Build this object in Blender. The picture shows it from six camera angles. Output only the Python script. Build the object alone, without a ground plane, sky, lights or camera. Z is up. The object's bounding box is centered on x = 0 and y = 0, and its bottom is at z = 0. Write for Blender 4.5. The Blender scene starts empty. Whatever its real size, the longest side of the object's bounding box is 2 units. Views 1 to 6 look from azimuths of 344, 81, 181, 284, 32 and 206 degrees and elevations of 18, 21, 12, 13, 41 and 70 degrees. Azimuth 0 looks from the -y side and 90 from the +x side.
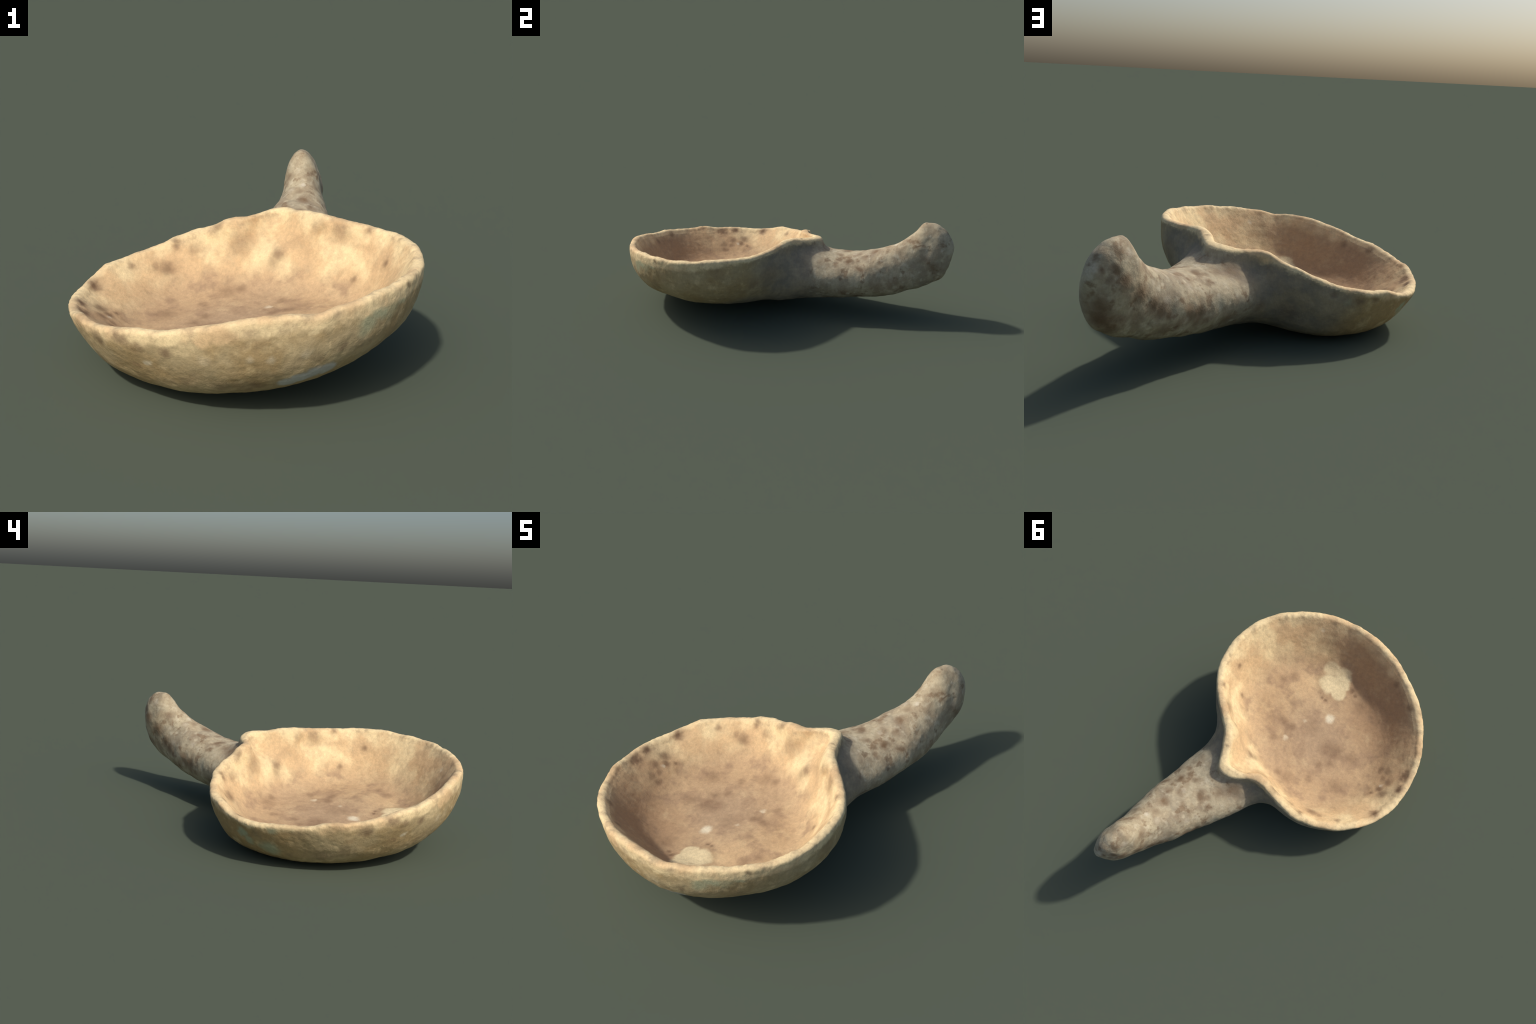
import bpy, bmesh, math, random
import numpy as np
from mathutils import Vector, noise

random.seed(7)

# ------------------------------------------------------------------ helpers
def periodic_cubic(vals, t):
    """Catmull-Rom through equally spaced control values round a circle."""
    K = len(vals)
    v = np.asarray(vals, float)
    u = np.asarray(t) / (2 * np.pi) * K
    i = np.floor(u).astype(int)
    f = u - i
    p0, p1, p2, p3 = v[(i - 1) % K], v[i % K], v[(i + 1) % K], v[(i + 2) % K]
    return .5 * (2 * p1 + (p2 - p0) * f + (2 * p0 - 5 * p1 + 4 * p2 - p3) * f * f
                 + (3 * p1 - p0 - 3 * p2 + p3) * f ** 3)

def pchip(x, y, q):
    """Monotone cubic through control points."""
    x = np.asarray(x, float); y = np.asarray(y, float); q = np.asarray(q, float)
    h = np.diff(x); d = np.diff(y) / h
    m = np.zeros_like(y)
    for k in range(1, len(x) - 1):
        if d[k - 1] * d[k] > 0:
            w1 = 2 * h[k] + h[k - 1]; w2 = h[k] + 2 * h[k - 1]
            m[k] = (w1 + w2) / (w1 / d[k - 1] + w2 / d[k])
    m[0], m[-1] = d[0], d[-1]
    i = np.clip(np.searchsorted(x, q) - 1, 0, len(x) - 2)
    t = (q - x[i]) / h[i]
    return ((1 + 2 * t) * (1 - t) ** 2 * y[i] + t * (1 - t) ** 2 * h[i] * m[i]
            + t * t * (3 - 2 * t) * y[i + 1] + t * t * (t - 1) * h[i] * m[i + 1])

def smooth(a, b, x):
    t = np.clip((x - a) / (b - a), 0, 1)
    return t * t * (3 - 2 * t)

def mesh_from(name, verts, faces):
    me = bpy.data.meshes.new(name)
    me.from_pydata([tuple(v) for v in verts], [], faces)
    me.validate()
    ob = bpy.data.objects.new(name, me)
    bpy.context.scene.collection.objects.link(ob)
    return ob

def only(ob):
    bpy.ops.object.select_all(action='DESELECT')
    ob.select_set(True)
    bpy.context.view_layer.objects.active = ob

# ------------------------------------------------------------------ bowl
# Crest of the hand-shaped rim every 7.5 degrees round the bowl's axis:
# distance from the axis and height (millimetres). The pinch at 52-68 degrees
# is the little pouring lip above the handle.
AX = np.array([-0.040, -0.357])
RIM_R = [646, 629, 603, 575, 562, 545, 550, 585, 650, 623, 558, 553, 569, 612, 638, 649,
         671, 684, 695, 695, 693, 691, 681, 671, 667, 651, 648, 638, 624, 621, 612, 605,
         605, 606, 610, 606, 619, 630, 633, 637, 647, 644, 665, 669, 667, 670, 660, 650]
RIM_Z = [491, 484, 487, 486, 490, 495, 494, 479, 470, 455, 442, 434, 396, 372, 338, 308,
         291, 275, 271, 245, 231, 227, 237, 244, 251, 274, 276, 286, 300, 320, 330, 349,
         370, 390, 409, 419, 427, 422, 442, 451, 463, 468, 479, 478, 485, 488, 495, 493]
# The same rim without the pinched lip: the round belly below it
BELLY_R = list(RIM_R)
for k, v in zip(range(3, 14), [588, 578, 570, 565, 562, 560, 560, 562, 570, 585, 612]):
    BELLY_R[k] = v

# outside of the bowl: superellipse profiles whose squareness varies round it
OUT_C = np.array([-0.273, -0.401])
OUT_N = [0.77, -0.616, 0.792, -0.208, -0.01, 0.013, -0.065]
OUT_M = [-0.471, 1.524, -0.692, -0.3, 0.493, 0.013, -0.004]
# inside: a gently tilted floor
# swellings of the outer wall: angle, spread, height share, spread, amount
OUT_SWELL = [(8, 25, .72, .22, .008), (36, 17, .74, .25, .010), (50, 9, .82, .18, .018), (62, 13, .72, .28, .046), (105, 22, .62, .3, .018),
             (245, 30, .15, .25, .018), (315, 20, .30, .2, -.012), (8, 45, .13, .17, .048), (28, 22, .15, .2, .02), (112, 25, .15, .2, .02)]
IN_C = np.array([-0.04, -0.36])
# where the floor turns up into the sloping wall (share of the inner radius),
# every 30 degrees
IN_TURN = [.82, .80, .81, .81, .79, .71, .69, .71, .72, .72, .73, .77]
IN_BELLY = [.86, .70, .84, .86, .86, .78, .70, .76, .84, .86, .86, .86]     # fullness of the wall, same angles
TURN_W = .055
def floor_z(x, y):
    return (0.128 + 0.125 * (x + 0.06) + 0.01 * (y + 0.37)
            + .034 * np.exp(-((x - .20) ** 2 + (y + .50) ** 2) / .22 ** 2)
            - .012 * np.exp(-((x + .17) ** 2 + (y + .20) ** 2) / .12 ** 2))

def build_bowl():
    NT = 384
    th = np.linspace(0, 2 * np.pi, NT, endpoint=False)
    R = periodic_cubic(RIM_R, th) / 1000
    Z = periodic_cubic(RIM_Z, th) / 1000
    def soften(a, n=2):
        for _ in range(n):
            a = (np.roll(a, 1) + 2 * np.asarray(a, float) + np.roll(a, -1)) / 4
        return a
    RB = periodic_cubic(soften(BELLY_R, 4), th) / 1000      # wobble fades out below the rim
    lipzone = (th > math.radians(36)) & (th < math.radians(84))
    R = np.where(lipzone, R, periodic_cubic(soften(RIM_R, 1), th) / 1000)
    ZS = periodic_cubic(soften(RIM_Z), th) / 1000
    # crumbly rim: fine nicks, stronger on some stretches than on others
    ring = [Vector((math.cos(t), math.sin(t), 0)) for t in th]
    rough = np.array([.35 + 1.1 * max(0, noise.noise(p * 2.2 + Vector((4, 2, 1)))) for p in ring])
    jag = np.array([noise.fractal(p * 13 + Vector((0, 0, 3.1)), .7, 2.2, 3) for p in ring])
    jag2 = np.array([noise.fractal(p * 11 + Vector((0, 0, 17.1)), .7, 2.2, 3) for p in ring])
    Z = Z + .0035 * jag * rough
    R = R + .0035 * jag2 * rough
    H = np.stack([np.ones_like(th), np.cos(th), np.sin(th), np.cos(2 * th), np.sin(2 * th),
                  np.cos(3 * th), np.sin(3 * th)], -1)
    n = 1 + np.exp(H @ np.array(OUT_N)); m = 1 + np.exp(H @ np.array(OUT_M))
    C, S = np.cos(th), np.sin(th)
    turn = periodic_cubic(IN_TURN, th); full = periodic_cubic(IN_BELLY, th)
    rows = []
    lipw = .023 + .030 * np.exp(-((np.degrees(th) - 61) / 18) ** 2)   # thicker roll at the lip
    rz = .014 + .35 * (lipw - .023)
    # outside, bottom to rim
    for ph in np.linspace(np.pi / 2, 0, 72)[1:]:
        rho = np.cos(ph) ** (2 / n); ze = 1 - np.sin(ph) ** (2 / m)
        k = np.where(lipzone, smooth(.45, .9, ze), smooth(.7, 1, ze)); kz = smooth(.6, 1, ze)
        off = np.zeros(NT)
        for a0, aw, z0, zw, amp in OUT_SWELL:
            da = (np.degrees(th) - a0 + 180) % 360 - 180
            off = off + amp * np.exp(-(da / aw) ** 2 - ((ze - z0) / zw) ** 2)
        off = off * (1 - smooth(.8, 1, ze)) + (lipw - .023) * smooth(.6, 1, ze)
        ro = (RB + (R - RB) * k) + .012 + off
        x = OUT_C[0] + rho * (AX[0] + ro * C - OUT_C[0])
        y = OUT_C[1] + rho * (AX[1] + ro * S - OUT_C[1])
        lift = .009 * smooth(-.2, .2, x) * (1 - smooth(.05, .35, ze))
        rows.append(np.stack([x, y, lift + ze * (ZS + (Z - ZS) * kz - rz)], -1))
    # rounded crest
    for a in np.linspace(0, np.pi, 9)[1:-1]:
        ro = R - .011 + (.023 * np.cos(a) if a > np.pi / 2 else lipw * np.cos(a))
        rows.append(np.stack([AX[0] + ro * C, AX[1] + ro * S, Z - rz + rz * np.sin(a)], -1))
    # inside, rim to floor: a dished floor, a tight turn and a straight slope
    soft = lambda u: TURN_W * np.log1p(np.exp(u / TURN_W))
    for t in np.linspace(0, 1, 90)[:-1]:
        rho = 1 - t
        ze = ((soft(rho - turn) - soft(-turn)) / (soft(1 - turn) - soft(-turn))) ** full
        k = np.where(lipzone, smooth(.45, .95, ze), smooth(.75, 1, ze)); zt = ZS + (Z - ZS) * smooth(.5, 1, ze)
        ri = (RB + (R - RB) * k) - .034
        x = IN_C[0] + rho * (AX[0] + ri * C - IN_C[0])
        y = IN_C[1] + rho * (AX[1] + ri * S - IN_C[1])
        fz = floor_z(x, y)
        rows.append(np.stack([x, y, fz + ze * (zt - rz - fz)], -1))
    V = np.concatenate(rows)
    M = len(rows)
    bot = len(V); V = np.vstack([V, [OUT_C[0], OUT_C[1], 0], [IN_C[0], IN_C[1], floor_z(*IN_C)]])
    F = []
    for i in range(M - 1):
        for j in range(NT):
            j2 = (j + 1) % NT
            F.append((i * NT + j, i * NT + j2, (i + 1) * NT + j2, (i + 1) * NT + j))
    for j in range(NT):
        j2 = (j + 1) % NT
        F.append((bot, j2, j))
        F.append((bot + 1, (M - 1) * NT + j, (M - 1) * NT + j2))
    return mesh_from('bowl_form', V, F), 71 * NT

# ------------------------------------------------------------------ handle
H_A = np.array([0.25, 0.13]); H_B = np.array([0.63, 0.95])
H_D = (H_B - H_A) / np.linalg.norm(H_B - H_A)
H_N = np.array([-H_D[1], H_D[0]])
# stations along the handle: sideways shift, half width, top, underside, egg-shape
ST = [-.10, 0., .10, .20, .35, .48, .60, .70, .78, .84, .89, .926, .945, .956]
LAT = [.008, .000, -.006, -.011, -.022, -.030, -.029, -.019, -.008, -.008, -.008, -.008, -.008, -.008]
WID = [.234, .229, .222, .211, .187, .166, .139, .114, .097, .090, .073, .048, .030, .004]
TOP = [.230, .325, .360, .372, .385, .417, .462, .529, .607, .605, .580, .538, .500, .462]
BOT = [.072, .061, .070, .080, .096, .116, .138, .177, .205, .231, .260, .338, .405, .452]
EGG = [-.2, -.2, -.17, -.10, .0, .03, .16, .22, .14, .08, .04, .04, .04, .04]
LEAN = [0, 0, 0, 0, -.002, .001, .008, .015, .019, .018, .016, .011, .006, .004]

def build_handle():
    s = np.concatenate([np.linspace(-.10, .84, 130), .84 + .116 * np.sin(np.linspace(0, np.pi / 2, 50))[1:]])
    lat, w, zt, zb, eg, ln = (pchip(ST, a, s) for a in (LAT, WID, TOP, BOT, EGG, LEAN))
    NP = 128
    ph = np.linspace(0, 2 * np.pi, NP, endpoint=False)
    c, sn = np.cos(ph)[None], np.sin(ph)[None]
    q = lat[:, None] + w[:, None] * c * (1 - eg[:, None] * sn) + ln[:, None] * sn
    z = ((zt + zb) / 2)[:, None] + ((zt - zb) / 2)[:, None] * sn
    s = s[:, None] - .15 * q * smooth(.70, .90, s)[:, None]      # the blunt end is cut askew
    V = np.stack([H_A[0] + s * H_D[0] + q * H_N[0],
                  H_A[1] + s * H_D[1] + q * H_N[1], z], -1).reshape(-1, 3)
    M = len(s)
    V = np.vstack([V, V[:NP].mean(0), V[-NP:].mean(0)])
    F = []
    for i in range(M - 1):
        for j in range(NP):
            j2 = (j + 1) % NP
            F.append((i * NP + j, (i + 1) * NP + j, (i + 1) * NP + j2, i * NP + j2))
    for j in range(NP):
        j2 = (j + 1) % NP
        F.append((M * NP, j, j2))
        F.append((M * NP + 1, (M - 1) * NP + j2, (M - 1) * NP + j))
    return mesh_from('handle_form', V, F)

def fix_normals(ob):
    bm = bmesh.new(); bm.from_mesh(ob.data)
    bmesh.ops.recalc_face_normals(bm, faces=bm.faces)
    bm.to_mesh(ob.data); bm.free()

(bowl_form, OUTER_VERTS) = build_bowl(); handle_form = build_handle()
fix_normals(bowl_form); fix_normals(handle_form)

# distance helpers for the fillet
from mathutils.bvhtree import BVHTree
dg = bpy.context.evaluated_depsgraph_get()
bvh_b = BVHTree.FromObject(bowl_form, dg)
bvh_h = BVHTree.FromObject(handle_form, dg)

# ------------------------------------------------------------------ one skin
md = bowl_form.modifiers.new('join', 'BOOLEAN'); md.operation = 'UNION'; md.solver = 'EXACT'; md.object = handle_form
rm = bowl_form.modifiers.new('skin', 'REMESH'); rm.mode = 'VOXEL'; rm.voxel_size = .0065
dg = bpy.context.evaluated_depsgraph_get()
me = bpy.data.meshes.new_from_object(bowl_form.evaluated_get(dg))
NV = len(me.vertices)
co = np.empty(NV * 3); me.vertices.foreach_get('co', co); co = co.reshape(-1, 3)
E = np.empty(len(me.edges) * 2, int); me.edges.foreach_get('vertices', E); E = E.reshape(-1, 2)
deg = np.bincount(E.ravel(), minlength=NV)[:, None].astype(float)

def lap(p, w, it):
    for _ in range(it):
        acc = np.zeros_like(p)
        for k in range(3):
            acc[:, k] = np.bincount(E[:, 0], p[E[:, 1], k], NV) + np.bincount(E[:, 1], p[E[:, 0], k], NV)
        p = p + w[:, None] * (acc / deg - p)
    return p

def vertex_normals(p):
    me.vertices.foreach_set('co', p.ravel()); me.update()
    a = np.empty(NV * 3); me.vertex_normals.foreach_get('vector', a); return a.reshape(-1, 3)

co = lap(co, np.full(NV, .5), 6)
# Where handle and bowl run together the clay was smeared into a broad fillet:
# push the skin out to the smooth union of the two solids.
outer_face = np.zeros(len(bowl_form.data.polygons), bool)
for p in bowl_form.data.polygons:
    outer_face[p.index] = min(p.vertices) < OUTER_VERTS
outer_face[-2 * 384:] = [min(p.vertices) < OUTER_VERTS for p in bowl_form.data.polygons[-2 * 384:]]

def signed(bvh, v, far):
    """signed distance, face and outward direction"""
    loc, nor, idx, dist = bvh.find_nearest(v, far)
    if loc is None:
        return None, None, None
    sg = 1 if (v - loc).dot(nor) >= 0 else -1
    return dist * sg, idx, ((v - loc) * (sg / dist) if dist > 2e-3 else nor)

near = []
close = np.zeros(NV)
for i, p in enumerate(co):
    v = Vector(p)
    dh, _, _ = signed(bvh_h, v, .23)
    if dh is None: continue
    db, fi, _ = signed(bvh_b, v, .23)
    if db is None: continue
    if abs(db) < .02 and not outer_face[fi]: continue
    near.append(i)
    close[i] = 1 - smooth(.03, .07, max(abs(db), abs(dh)))
moved = np.zeros(NV)
for step in range(7):
    push = np.zeros(NV); go = np.zeros((NV, 3))
    for i in near:
        v = Vector(co[i])
        dh, _, gh = signed(bvh_h, v, .4); db, fi, gb = signed(bvh_b, v, .4)
        if dh is None or db is None: continue
        dx, dy = v.x - AX[0], v.y - AX[1]
        zr = float(periodic_cubic(RIM_Z, np.array([math.atan2(dy, dx) % (2 * math.pi)]))[0]) / 1000
        below = min(max((zr - .015 - v.z) / .12, 0), 1)       # no fillet at the crest itself
        side = (v.x - H_A[0]) * H_N[0] + (v.y - H_A[1]) * H_N[1]
        side = min(max((side + .12) / .24, 0), 1)              # tighter on the far side
        under = min(max((v.z - .05) / .15, 0), 1)              # and underneath
        K = .040 + (.160 - .080 * side) * below * below * (3 - 2 * below)
        K *= .8 + .2 * under
        h = max(K - abs(db - dh), 0) / K
        f = min(db, dh) - h * h * K / 4
        g = gb * (1 - h / 2) + gh * (h / 2) if db < dh else gh * (1 - h / 2) + gb * (h / 2)
        push[i] = min(max(-f, 0), .03)
        go[i] = g / max(g.length, .35) ** 2
    co = co + go * push[:, None] * .7
    moved += push
    co = lap(co, np.clip(push / .002, 0, .5), 4)
wf = np.maximum(np.clip(moved / .006, 0, 1), close)
wf = lap(wf[:, None].repeat(3, 1), np.full(NV, .7), 12)[:, 0]
zr = periodic_cubic(RIM_Z, np.arctan2(co[:, 1] - AX[1], co[:, 0] - AX[0]) % (2 * np.pi)) / 1000
co = lap(co, wf * smooth(.0, .035, zr - co[:, 2]) * .6, 70)

# hand-made lumps, then fine grain
nrm = vertex_normals(co)
disp = np.empty(NV)
for i, p in enumerate(co):
    v = Vector(p)
    disp[i] = (.0045 * noise.fractal(v * 5.5, 1, 2, 2)
               + .0016 * noise.fractal(v * 24 + Vector((5, 1, 2)), .9, 2.1, 3))
# lumps of the handle's blunt end, nicks along the rim
hs = (co[:, 0] - H_A[0]) * H_D[0] + (co[:, 1] - H_A[1]) * H_D[1]
on_handle = smooth(.12, .3, hs)
rz = periodic_cubic(RIM_Z, np.arctan2(co[:, 1] - AX[1], co[:, 0] - AX[0]) % (2 * np.pi)) / 1000
near_rim = smooth(.045, .015, rz - co[:, 2]) * (1 - smooth(.0, .1, hs))
for i in np.nonzero((on_handle > 0) | (near_rim > 0))[0]:
    v = Vector(co[i])
    if on_handle[i] > 0:
        disp[i] += on_handle[i] * .0035 * noise.fractal(v * 12 + Vector((3, 3, 3)), 1, 2, 2)
    else:
        n0 = noise.fractal(v * 30, .8, 2.1, 2)
        disp[i] += near_rim[i] * (.0022 * n0 - .006 * max(0, n0 - .35))
for c0, r0, a0 in (((.700, .840, .40), .06, .011), ((.504, .916, .42), .05, .004), ((.60, .80, .25), .07, .005)):
    disp += a0 * np.exp(-((co - np.array(c0)) ** 2).sum(1) / r0 ** 2)
# a pale crust stuck to the floor
CRUST = np.array([-.008, -.690])
dc = np.hypot(co[:, 0] - CRUST[0], (co[:, 1] - CRUST[1]) * .9)
wob = np.array([noise.noise(Vector(p) * 18) for p in co]) * .018
disp += .017 * (1 - smooth(.05, .13, dc + wob)) * (nrm[:, 2] > .3) * (co[:, 2] < .3)
co = co + nrm * disp[:, None]
co[:, 2] -= co[:, 2].min()
nrm = vertex_normals(co)

# ------------------------------------------------------------------ parts
polys = np.empty(len(me.loops), int); me.loops.foreach_get('vertex_index', polys)
starts = np.empty(len(me.polygons), int); me.polygons.foreach_get('loop_start', starts)
tots = np.empty(len(me.polygons), int); me.polygons.foreach_get('loop_total', tots)
ctr = np.array([co[polys[a:a + b]].mean(0) for a, b in zip(starts, tots)])
fn = np.array([nrm[polys[a:a + b]].mean(0) for a, b in zip(starts, tots)])
dx = ctr[:, 0] - AX[0]; dy = ctr[:, 1] - AX[1]
ang = np.arctan2(dy, dx) % (2 * np.pi); rad = np.hypot(dx, dy)
rr = periodic_cubic(RIM_R, ang) / 1000; zz = periodic_cubic(RIM_Z, ang) / 1000
sh = (ctr[:, 0] - H_A[0]) * H_D[0] + (ctr[:, 1] - H_A[1]) * H_D[1]
q = (ctr[:, 0] - H_A[0]) * H_N[0] + (ctr[:, 1] - H_A[1]) * H_N[1]
deg_a = np.degrees(ang)
on_rim = (ctr[:, 2] > zz - np.where(rad < rr, .024, .016)) & (np.abs(rad - rr) < .055)
is_handle = (rad > periodic_cubic(BELLY_R, ang) / 1000 + .035) & (sh > .06) & ~on_rim & (np.abs(q) < .32)
region = np.zeros(len(ctr), int)              # 0 outside of the bowl
is_inside = (rad < rr + .02) & ((fn[:, 0] * dx + fn[:, 1] * dy < 0) & (ctr[:, 2] > .06) | (fn[:, 2] > .5) & (rad < rr - .05))
region[is_inside] = 4
lip = (deg_a > 42) & (deg_a < 80) & (on_rim | is_inside & (ctr[:, 2] > zz - .08))
region[is_handle] = 3
region[on_rim] = 1
region[lip] = 2
NAMES = ['bowl_wall', 'rim', 'pouring_lip', 'handle', 'bowl_inside']

# stains: place (mm), spread (mm), strength (%)
INSIDE = [
    (-596, -4, 222, 24, 70), (-660, -207, 223, 21, 70), (-661, -297, 225, 26, 70), (-583, -150, 177, 26, 60),
    (-557, -178, 159, 21, 60), (-583, -236, 175, 19, 50), (-661, -329, 228, 15, 50), (-651, -270, 217, 16, 50),
    (-513, -306, 135, 19, 50), (-554, -309, 160, 23, 40), (-519, -142, 144, 13, 50), (-545, -254, 151, 16, 40),
    (-264, 157, 227, 30, 55), (-307, 160, 234, 17, 40), (-210, 223, 327, 17, 50), (-27, 185, 401, 20, 40),
    (-425, 137, 247, 15, 40), (-144, 187, 292, 17, 30), (-311, -92, 105, 47, 35), (206, 25, 294, 28, 45),
    (42, 8, 162, 27, 40), (-28, 23, 152, 31, 35), (-202, -292, 109, 51, 35), (-203, -201, 107, 31, 30),
    (-307, -303, 101, 31, 30), (-513, -689, 296, 15, 50), (-375, -788, 297, 17, 40), (-156, -685, 126, 11, 50),
    (-8, -564, 152, 13, 55), (22, -569, 159, 11, 50), (106, -283, 162, 24, 25), (174, -317, 179, 24, 25),
    (-139, -54, 123, 23, 30), (234, -597, 197, 27, 30), (293, -553, 208, 24, 30), (151, -305, 174, 24, 30),
    (94, -298, 162, 21, 30), (169, -184, 168, 21, 35), (-171, -291, 114, 48, 30), (-161, -165, 114, 21, 35),
    (-310, -319, 101, 24, 25), (-18, 23, 154, 47, 30), (-122, -703, 137, 15, 55), (-371, -791, 298, 21, 35),
    (-502, -691, 290, 23, 45), (-213, 212, 307, 16, 50), (-214, -628, 113, 36, 25), (-9, -359, 145, 48, 20),
    (107, -866, 330, 71, 25), (525, -419, 395, 17, 50), (440, -299, 279, 16, 50), (520, -231, 475, 15, 45),
    (435, -135, 442, 42, 30), (361, -60, 451, 34, 22), (214, 27, 306, 26, 50), (186, 23, 272, 26, 35),
    (-35, 188, 395, 18, 50), (65, 123, 339, 53, 20), (-139, 191, 301, 22, 25), (-422, 141, 249, 16, 40),
]
INSIDE_WHITE = [
    (-83, -461, 134, 29, 100), (100, -214, 157, 18, 60), (46, -375, 158, 12, 40), (182, -876, 379, 14, 40),
    (-558, -206, 158, 13, 60),
]
WALL = [
    (-629, -601, 238, 26, 60), (-559, -719, 278, 23, 60), (-517, -757, 266, 19, 60), (-430, -824, 262, 20, 65),
    (-502, -714, 175, 12, 45), (138, -964, 303, 18, 40), (56, -966, 261, 23, 35), (-246, -852, 133, 40, 40),
    (-182, -874, 139, 40, 40), (-124, -889, 147, 30, 45), (-349, -818, 150, 27, 25), (-244, -940, 353, 26, 20),
    (-145, -969, 350, 29, 20), (-637, -594, 248, 29, 60), (-642, -569, 230, 19, 40), (-577, -699, 284, 23, 50),
    (-526, -747, 260, 22, 40), (-435, -821, 264, 14, 60), (-516, -702, 177, 14, 45), (-617, -411, 91, 55, 35),
    (-601, -510, 112, 47, 30), (-643, -533, 193, 23, 20), (-697, -444, 262, 30, 25), (-710, -310, 216, 38, 15),
    (-405, 216, 238, 20, 55), (-476, 181, 236, 20, 55), (-277, 258, 271, 17, 40), (54, 251, 196, 28, 40),
    (-67, 211, 167, 48, 30), (422, -839, 460, 10, 70), (576, -254, 309, 38, 40), (616, -490, 430, 31, 25),
    (539, -148, 354, 54, 25), (619, -460, 394, 26, 15), (130, -964, 293, 12, 50),
]
WALL_WHITE = [
    (-480, -752, 202, 14, 70), (-107, -962, 270, 14, 40), (-178, -951, 275, 13, 30), (8, -981, 293, 16, 30),
    (-312, -898, 256, 19, 25), (-482, -748, 198, 11, 60),
]
WALL_GREEN = [
    (233, -946, 366, 30, 45), (300, -918, 400, 27, 50), (387, -866, 425, 24, 50), (-622, -16, 161, 22, 60),
    (-612, -48, 121, 24, 50), (-630, -154, 98, 40, 55), (-703, -174, 213, 19, 45), (268, -935, 411, 33, 50),
    (223, -948, 347, 25, 35), (334, -900, 399, 33, 30), (-344, 237, 232, 16, 40), (-599, 5, 148, 14, 50),
]
WALL_BLUE = [
    (-24, -905, 157, 24, 90), (13, -921, 177, 27, 90), (52, -927, 192, 27, 90), (102, -926, 205, 24, 80),
]
HANDLE = [
    (489, 368, 367, 24, 75), (480, 285, 352, 17, 50), (454, 317, 368, 16, 50), (489, 544, 417, 26, 60),
    (330, 413, 373, 24, 60), (294, 399, 367, 18, 50), (511, 468, 391, 20, 40), (452, 450, 389, 20, 35),
    (312, 470, 360, 20, 35), (275, 447, 348, 20, 45), (384, 569, 390, 22, 30), (489, 772, 480, 23, 50),
    (180, 274, 366, 50, 45), (252, 350, 364, 33, 35), (409, 338, 377, 16, 40), (564, 410, 339, 17, 60),
    (559, 955, 503, 23, 60), (528, 931, 455, 27, 60), (476, 834, 379, 28, 50), (391, 502, 391, 17, 30),
    (502, 623, 442, 22, 25), (491, 549, 419, 24, 50), (493, 545, 418, 21, 50), (334, 391, 376, 23, 40),
    (701, 855, 355, 32, 45), (657, 602, 268, 38, 30), (631, 520, 230, 33, 30), (681, 803, 422, 32, 25),
    (593, 663, 448, 33, 15), (550, 397, 153, 28, 40), (566, 301, 225, 38, 20), (561, 956, 506, 16, 60),
    (574, 969, 466, 16, 50), (530, 934, 456, 13, 35), (481, 844, 385, 23, 60), (449, 787, 322, 29, 65),
    (398, 715, 269, 21, 60), (326, 618, 253, 32, 50), (302, 569, 209, 22, 50), (191, 406, 175, 31, 40),
    (250, 514, 243, 22, 35), (426, 705, 198, 28, 45), (363, 657, 217, 29, 40), (618, 974, 365, 39, 65),
    (616, 953, 305, 49, 75), (593, 911, 259, 36, 60), (554, 906, 295, 26, 50), (500, 839, 278, 27, 30),
    (483, 849, 389, 33, 60), (488, 776, 479, 25, 50), (534, 939, 458, 23, 60), (604, 979, 504, 13, 60),
    (424, 747, 292, 31, 60), (397, 714, 269, 21, 50), (294, 569, 242, 36, 60), (304, 409, 369, 18, 40),
    (498, 537, 416, 19, 40), (349, 518, 370, 18, 30), (271, 528, 200, 25, 40),
]
HANDLE_WHITE = [
    (527, 664, 464, 13, 80), (334, 568, 347, 20, 30), (465, 666, 441, 21, 30), (434, 426, 386, 15, 30),
    (368, 616, 174, 19, 40), (406, 717, 334, 21, 30), (455, 763, 408, 15, 30), (339, 625, 224, 16, 30),
    (635, 984, 512, 16, 25), (521, 666, 463, 8, 60), (522, 880, 550, 23, 40),
]

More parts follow.
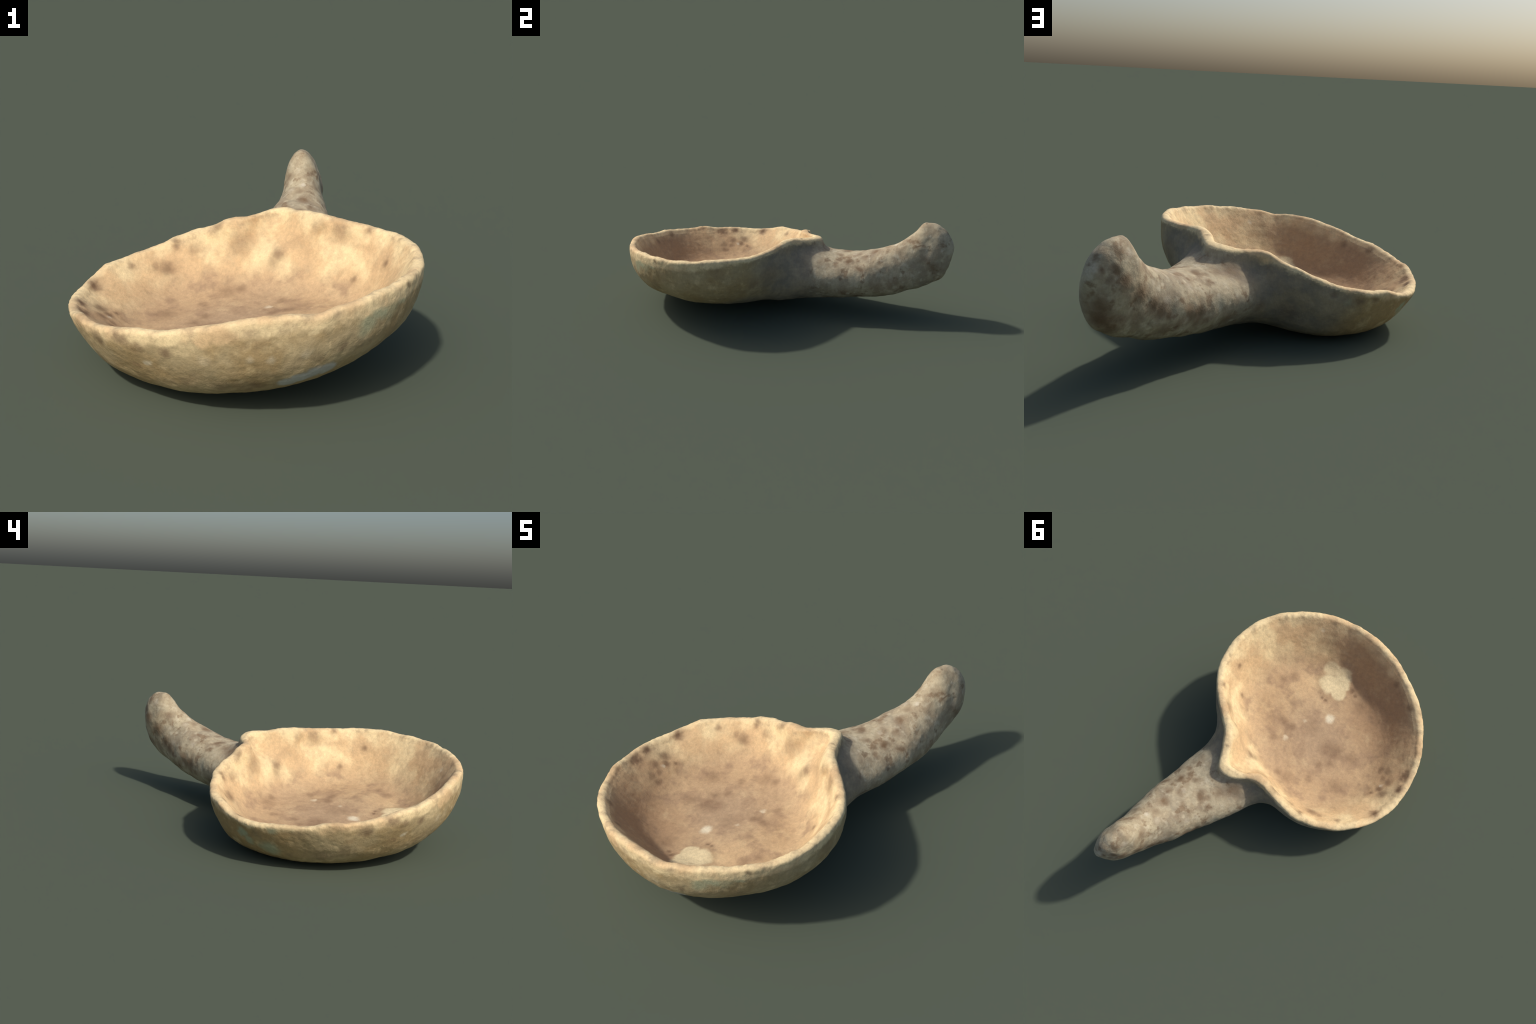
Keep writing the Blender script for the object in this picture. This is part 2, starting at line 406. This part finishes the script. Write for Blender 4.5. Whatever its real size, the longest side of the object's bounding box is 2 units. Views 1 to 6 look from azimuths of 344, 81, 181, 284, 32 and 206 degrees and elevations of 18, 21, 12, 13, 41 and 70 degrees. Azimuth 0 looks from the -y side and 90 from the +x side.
# ------------------------------------------------------------------ clay
class Nodes:
    """small helper for building a shader as arithmetic"""
    def __init__(self, name):
        self.mat = bpy.data.materials.new(name)
        self.mat.use_nodes = True
        self.t = self.mat.node_tree
        self.bsdf = self.t.nodes['Principled BSDF']
        self.P = self.t.nodes.new('ShaderNodeTexCoord').outputs['Object']
    def put(self, sock, v):
        if isinstance(v, bpy.types.NodeSocket):
            self.t.links.new(v, sock)
        elif v is not None:
            sock.default_value = v if not isinstance(v, tuple) or len(sock.default_value) == len(v) else (*v, 1)
    def math(self, op, a, b=None, c=None, clamp=False):
        n = self.t.nodes.new('ShaderNodeMath'); n.operation = op; n.use_clamp = clamp
        for s, v in zip(n.inputs, (a, b, c)): self.put(s, v)
        return n.outputs[0]
    def vec(self, op, a, b=None, scale=None):
        n = self.t.nodes.new('ShaderNodeVectorMath'); n.operation = op
        self.put(n.inputs[0], a); self.put(n.inputs[1], b)
        if scale is not None: self.put(n.inputs['Scale'], scale)
        return n.outputs['Value'] if op in ('DISTANCE', 'DOT_PRODUCT', 'LENGTH') else n.outputs['Vector']
    def ramp(self, x, lo, hi, a=0., b=1.):
        n = self.t.nodes.new('ShaderNodeMapRange'); n.interpolation_type = 'SMOOTHSTEP'
        for s, v in zip(n.inputs, (x, lo, hi, a, b)): self.put(s, v)
        return n.outputs[0]
    def noise(self, scale, detail=3, rough=.55, at=None, off=None, colour=False):
        n = self.t.nodes.new('ShaderNodeTexNoise')
        p = at or self.P
        if off: p = self.vec('ADD', p, off)
        self.put(n.inputs['Vector'], p)
        n.inputs['Scale'].default_value = scale; n.inputs['Detail'].default_value = detail
        n.inputs['Roughness'].default_value = rough
        return n.outputs['Color' if colour else 'Fac']
    def mix(self, f, a, b, kind='MIX'):
        n = self.t.nodes.new('ShaderNodeMix'); n.data_type = 'RGBA'; n.blend_type = kind
        self.put(n.inputs[0], f); self.put(n.inputs[6], a); self.put(n.inputs[7], b)
        return n.outputs[2]
    def xyz(self, v):
        n = self.t.nodes.new('ShaderNodeSeparateXYZ'); self.put(n.inputs[0], v); return n.outputs
    def warped(self):
        a = self.vec('SUBTRACT', self.noise(16, 2, .5, colour=True), (.5, .5, .5))
        b = self.vec('SUBTRACT', self.noise(55, 2, .5, colour=True), (.5, .5, .5))
        p = self.vec('ADD', self.P, self.vec('SCALE', a, scale=.035))
        return self.vec('ADD', p, self.vec('SCALE', b, scale=.014))
    def blots(self, at, table, grow=1.75, core=.15):
        """union of soft stains"""
        acc = None
        for x, y, z, r, s in table:
            d = self.vec('DISTANCE', at, (x / 1000, y / 1000, z / 1000))
            f = self.ramp(d, core * r / 1000, grow * r / 1000, s / 100, 0.)
            acc = f if acc is None else self.math('MAXIMUM', acc, f)
        return acc

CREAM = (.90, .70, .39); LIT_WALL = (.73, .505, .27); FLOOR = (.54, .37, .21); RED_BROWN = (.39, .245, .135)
OLIVE = (.51, .39, .215); OCHRE = (.44, .31, .15); PALE_GREEN = (.46, .48, .30); PALE_BLUE = (.55, .55, .50)
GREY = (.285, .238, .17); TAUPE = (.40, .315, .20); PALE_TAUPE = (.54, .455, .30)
RIM_FIT = (0.4105, 0.1408, -0.0141, -0.0359, 0.0414, -0.0239, -0.0064)
RUST = (.225, .145, .08); STAIN = (.17, .098, .055); WHITE = (.76, .66, .47)

def clay(part):
    N = Nodes('clay_' + part)
    W = N.warped()
    x, y, z = N.xyz(N.P)[:3]
    wx, wy, wz = N.xyz(W)[:3]
    broad = N.noise(4.5, 4, .6)
    mid = N.noise(13, 4, .6, off=(3, 7, 1))
    fine = N.noise(46, 4, .65, off=(9, 2, 5))
    grit = N.noise(150, 3, .7, off=(1, 8, 3))
    # distance along the handle, measured from the pouring lip
    s = N.math('SUBTRACT', N.vec('DOT_PRODUCT', W, (float(H_D[0]), float(H_D[1]), 0)), float(H_A @ H_D))
    # depth below the tilted, sagging crest of the rim
    u = N.math('MULTIPLY_ADD', wx, 1 / .64, .04 / .64); v = N.math('MULTIPLY_ADD', wy, 1 / .64, .357 / .64)
    uu = N.math('MULTIPLY', u, u); uv = N.math('MULTIPLY', u, v)
    crest = RIM_FIT[0]
    for k, term in zip(RIM_FIT[1:], (u, v, uu, uv, N.math('MULTIPLY', uu, u), N.math('MULTIPLY', uu, v))):
        crest = N.math('MULTIPLY_ADD', term, k, crest)
    depth = N.math('SUBTRACT', crest, wz)
    soft = N.noise(7, 3, .5, off=(2, 5, 9))
    rimc = N.mix(N.ramp(soft, .35, .62), LIT_WALL, CREAM)
    rimc = N.mix(N.ramp(mid, .49, .73, 0, .75), rimc, (.44, .315, .185))
    edge = N.ramp(N.math('MULTIPLY_ADD', N.math('SUBTRACT', mid, .5), .10, depth), .028, .075, 1, 0)

    drop = N.math('SUBTRACT', depth, N.ramp(wy, -.25, -.75, 0, .035))      # the pale band hangs lower in front
    edge_out = N.ramp(N.math('MULTIPLY_ADD', N.math('SUBTRACT', mid, .5), .08, drop), .004, .036, 1, 0)

    # --- outside
    def outside():
        c = N.mix(N.ramp(broad, .38, .62), OLIVE, OCHRE)
        warm = N.blots(W, [(-480, 120, 120, 300, 75), (-640, -160, 140, 230, 60)], 1.2, .35)
        c = N.mix(warm, c, (.47, .305, .13))
        c = N.mix(N.ramp(mid, .50, .76, 0, .5), c, CREAM)
        c = N.mix(N.ramp(N.noise(10, 3, .55, off=(7, 7, 3)), .56, .78, 0, .5), c, (.30, .215, .125))
        c = N.mix(N.math('MULTIPLY', N.blots(W, WALL_GREEN, 1.9, .5), 1.5, clamp=True), c, PALE_GREEN)
        # darker grey zone round the root of the handle and under the near side
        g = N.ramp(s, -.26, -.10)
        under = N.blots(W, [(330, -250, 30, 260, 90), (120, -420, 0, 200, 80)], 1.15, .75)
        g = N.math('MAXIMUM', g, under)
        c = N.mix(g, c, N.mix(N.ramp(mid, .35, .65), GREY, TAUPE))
        return c
    def handle():
        c = N.mix(N.ramp(mid, .36, .64), TAUPE, PALE_TAUPE)
        c = N.mix(N.ramp(broad, .45, .65, 0, .5), c, GREY)
        f = N.noise(17, 3, .6, off=(6, 1, 4))
        c = N.mix(N.ramp(f, .55, .68, 0, .7), c, RUST)
        c = N.mix(N.ramp(N.noise(24, 2, .5, off=(1, 5, 2)), .54, .72, 0, .6), c, (.62, .54, .38))
        c = N.mix(N.math('MULTIPLY', N.blots(W, HANDLE, 3., .3), .45), c, (.29, .20, .12))
        c = N.mix(N.math('MULTIPLY', N.blots(W, HANDLE), 1.3, clamp=True), c, (.19, .118, .064))
        return N.mix(N.blots(W, HANDLE_WHITE, 1.5, .2), c, (.66, .58, .44))
    def outer():
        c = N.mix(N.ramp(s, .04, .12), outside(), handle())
        c = N.mix(N.math('MULTIPLY', edge_out, N.ramp(s, .09, .14, 1, 0)), c, rimc)
        c = N.mix(N.blots(W, WALL_BLUE, 1.9, .9), c, PALE_BLUE)
        c = N.mix(N.blots(W, WALL), c, STAIN)
        return N.mix(N.blots(W, WALL_WHITE), c, WHITE)
    def inside():
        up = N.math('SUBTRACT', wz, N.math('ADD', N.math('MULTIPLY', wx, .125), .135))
        wall = N.mix(N.ramp(soft, .40, .66), LIT_WALL, CREAM)  # bright sun highlights on the wall painted as cream patches
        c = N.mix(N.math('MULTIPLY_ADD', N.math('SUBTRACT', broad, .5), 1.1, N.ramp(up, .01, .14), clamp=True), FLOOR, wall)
        c = N.mix(N.blots(W, [(-60, -290, 140, 300, 55), (90, -120, 160, 200, 35)], 1.1, .2), c, (.40, .285, .185))
        painted_shade = N.blots(W, [(-430, -640, 190, 330, 85), (-150, -820, 260, 240, 80), (-610, -380, 190, 200, 55)], 1.2, .45)  # shadowed side of the basin, darkened and reddened in the base colour
        c = N.mix(painted_shade, c, RED_BROWN)
        c = N.mix(N.ramp(mid, .52, .82, 0, .45), c, (.66, .50, .29))
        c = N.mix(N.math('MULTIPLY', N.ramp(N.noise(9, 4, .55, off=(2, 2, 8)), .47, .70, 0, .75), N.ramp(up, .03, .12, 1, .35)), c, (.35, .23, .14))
        c = N.mix(N.math('MULTIPLY', edge, N.math('MULTIPLY_ADD', painted_shade, -.75, 1)), c, rimc)
        return c
    def inside_marks(c):
        c = N.mix(N.math('MULTIPLY', N.blots(W, INSIDE, 3.6, .3), .6), c, (.38, .245, .145))      # brown halo
        c = N.mix(N.math('MULTIPLY', N.blots(W, INSIDE), 1.2, clamp=True), c, STAIN)
        crust = N.blots(W, [(46, -760, 180, 52, 80), (-38, -752, 172, 58, 85), (21, -665, 161, 64, 95), (-57, -642, 150, 48, 90),
                            (-38, -705, 158, 60, 95)], 1.2, .75)
        c = N.mix(crust, c, N.mix(N.ramp(fine, .4, .6), (.88, .72, .43), (.70, .57, .34)))
        return N.mix(N.blots(W, INSIDE_WHITE, 1.4, .3), c, WHITE)

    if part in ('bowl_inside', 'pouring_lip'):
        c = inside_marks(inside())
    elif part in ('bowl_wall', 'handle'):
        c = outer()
    else:
        c = inside_marks(N.mix(N.blots(W, WALL), rimc, STAIN))
    # grain and pores everywhere
    k = N.math('MULTIPLY_ADD', N.math('SUBTRACT', fine, .5), .55, 1.)
    k = N.math('MULTIPLY', k, N.math('MULTIPLY_ADD', N.math('SUBTRACT', grit, .5), .35, 1.))
    n = N.t.nodes.new('ShaderNodeVectorMath'); n.operation = 'SCALE'
    N.put(n.inputs[0], c); N.put(n.inputs['Scale'], k)
    N.put(N.bsdf.inputs['Base Color'], n.outputs[0])
    N.put(N.bsdf.inputs['Roughness'], N.ramp(fine, .3, .7, .72, .9))
    N.bsdf.inputs['Specular IOR Level'].default_value = .25
    b = N.t.nodes.new('ShaderNodeBump'); b.inputs['Strength'].default_value = .35; b.inputs['Distance'].default_value = .006
    N.put(b.inputs['Height'], N.math('ADD', fine, N.math('MULTIPLY', grit, .5)))
    N.put(N.bsdf.inputs['Normal'], b.outputs[0])
    return N.mat

MATS = {nm: clay(nm) for nm in NAMES}

# ------------------------------------------------------------------ objects
root = bpy.data.objects.new('clay_ladle', None)
bpy.context.scene.collection.objects.link(root)
root['label'] = 'old hand-shaped clay ladle with stubby upturned handle'
root['category'] = 'clay ladle'
for k, nm in enumerate(NAMES):
    idx = np.nonzero(region == k)[0]
    used = {}; faces = []
    for f in idx:
        faces.append([used.setdefault(int(v), len(used)) for v in polys[starts[f]:starts[f] + tots[f]]])
    order = list(used.keys())
    ob = mesh_from(nm, co[order], faces)
    ob.data.polygons.foreach_set('use_smooth', [True] * len(ob.data.polygons))
    ob.data.normals_split_custom_set_from_vertices([tuple(v) for v in nrm[order]])
    ob.data.materials.append(MATS[nm])
    ob.parent = root
for ob in (bowl_form, handle_form):
    bpy.data.objects.remove(ob, do_unlink=True)
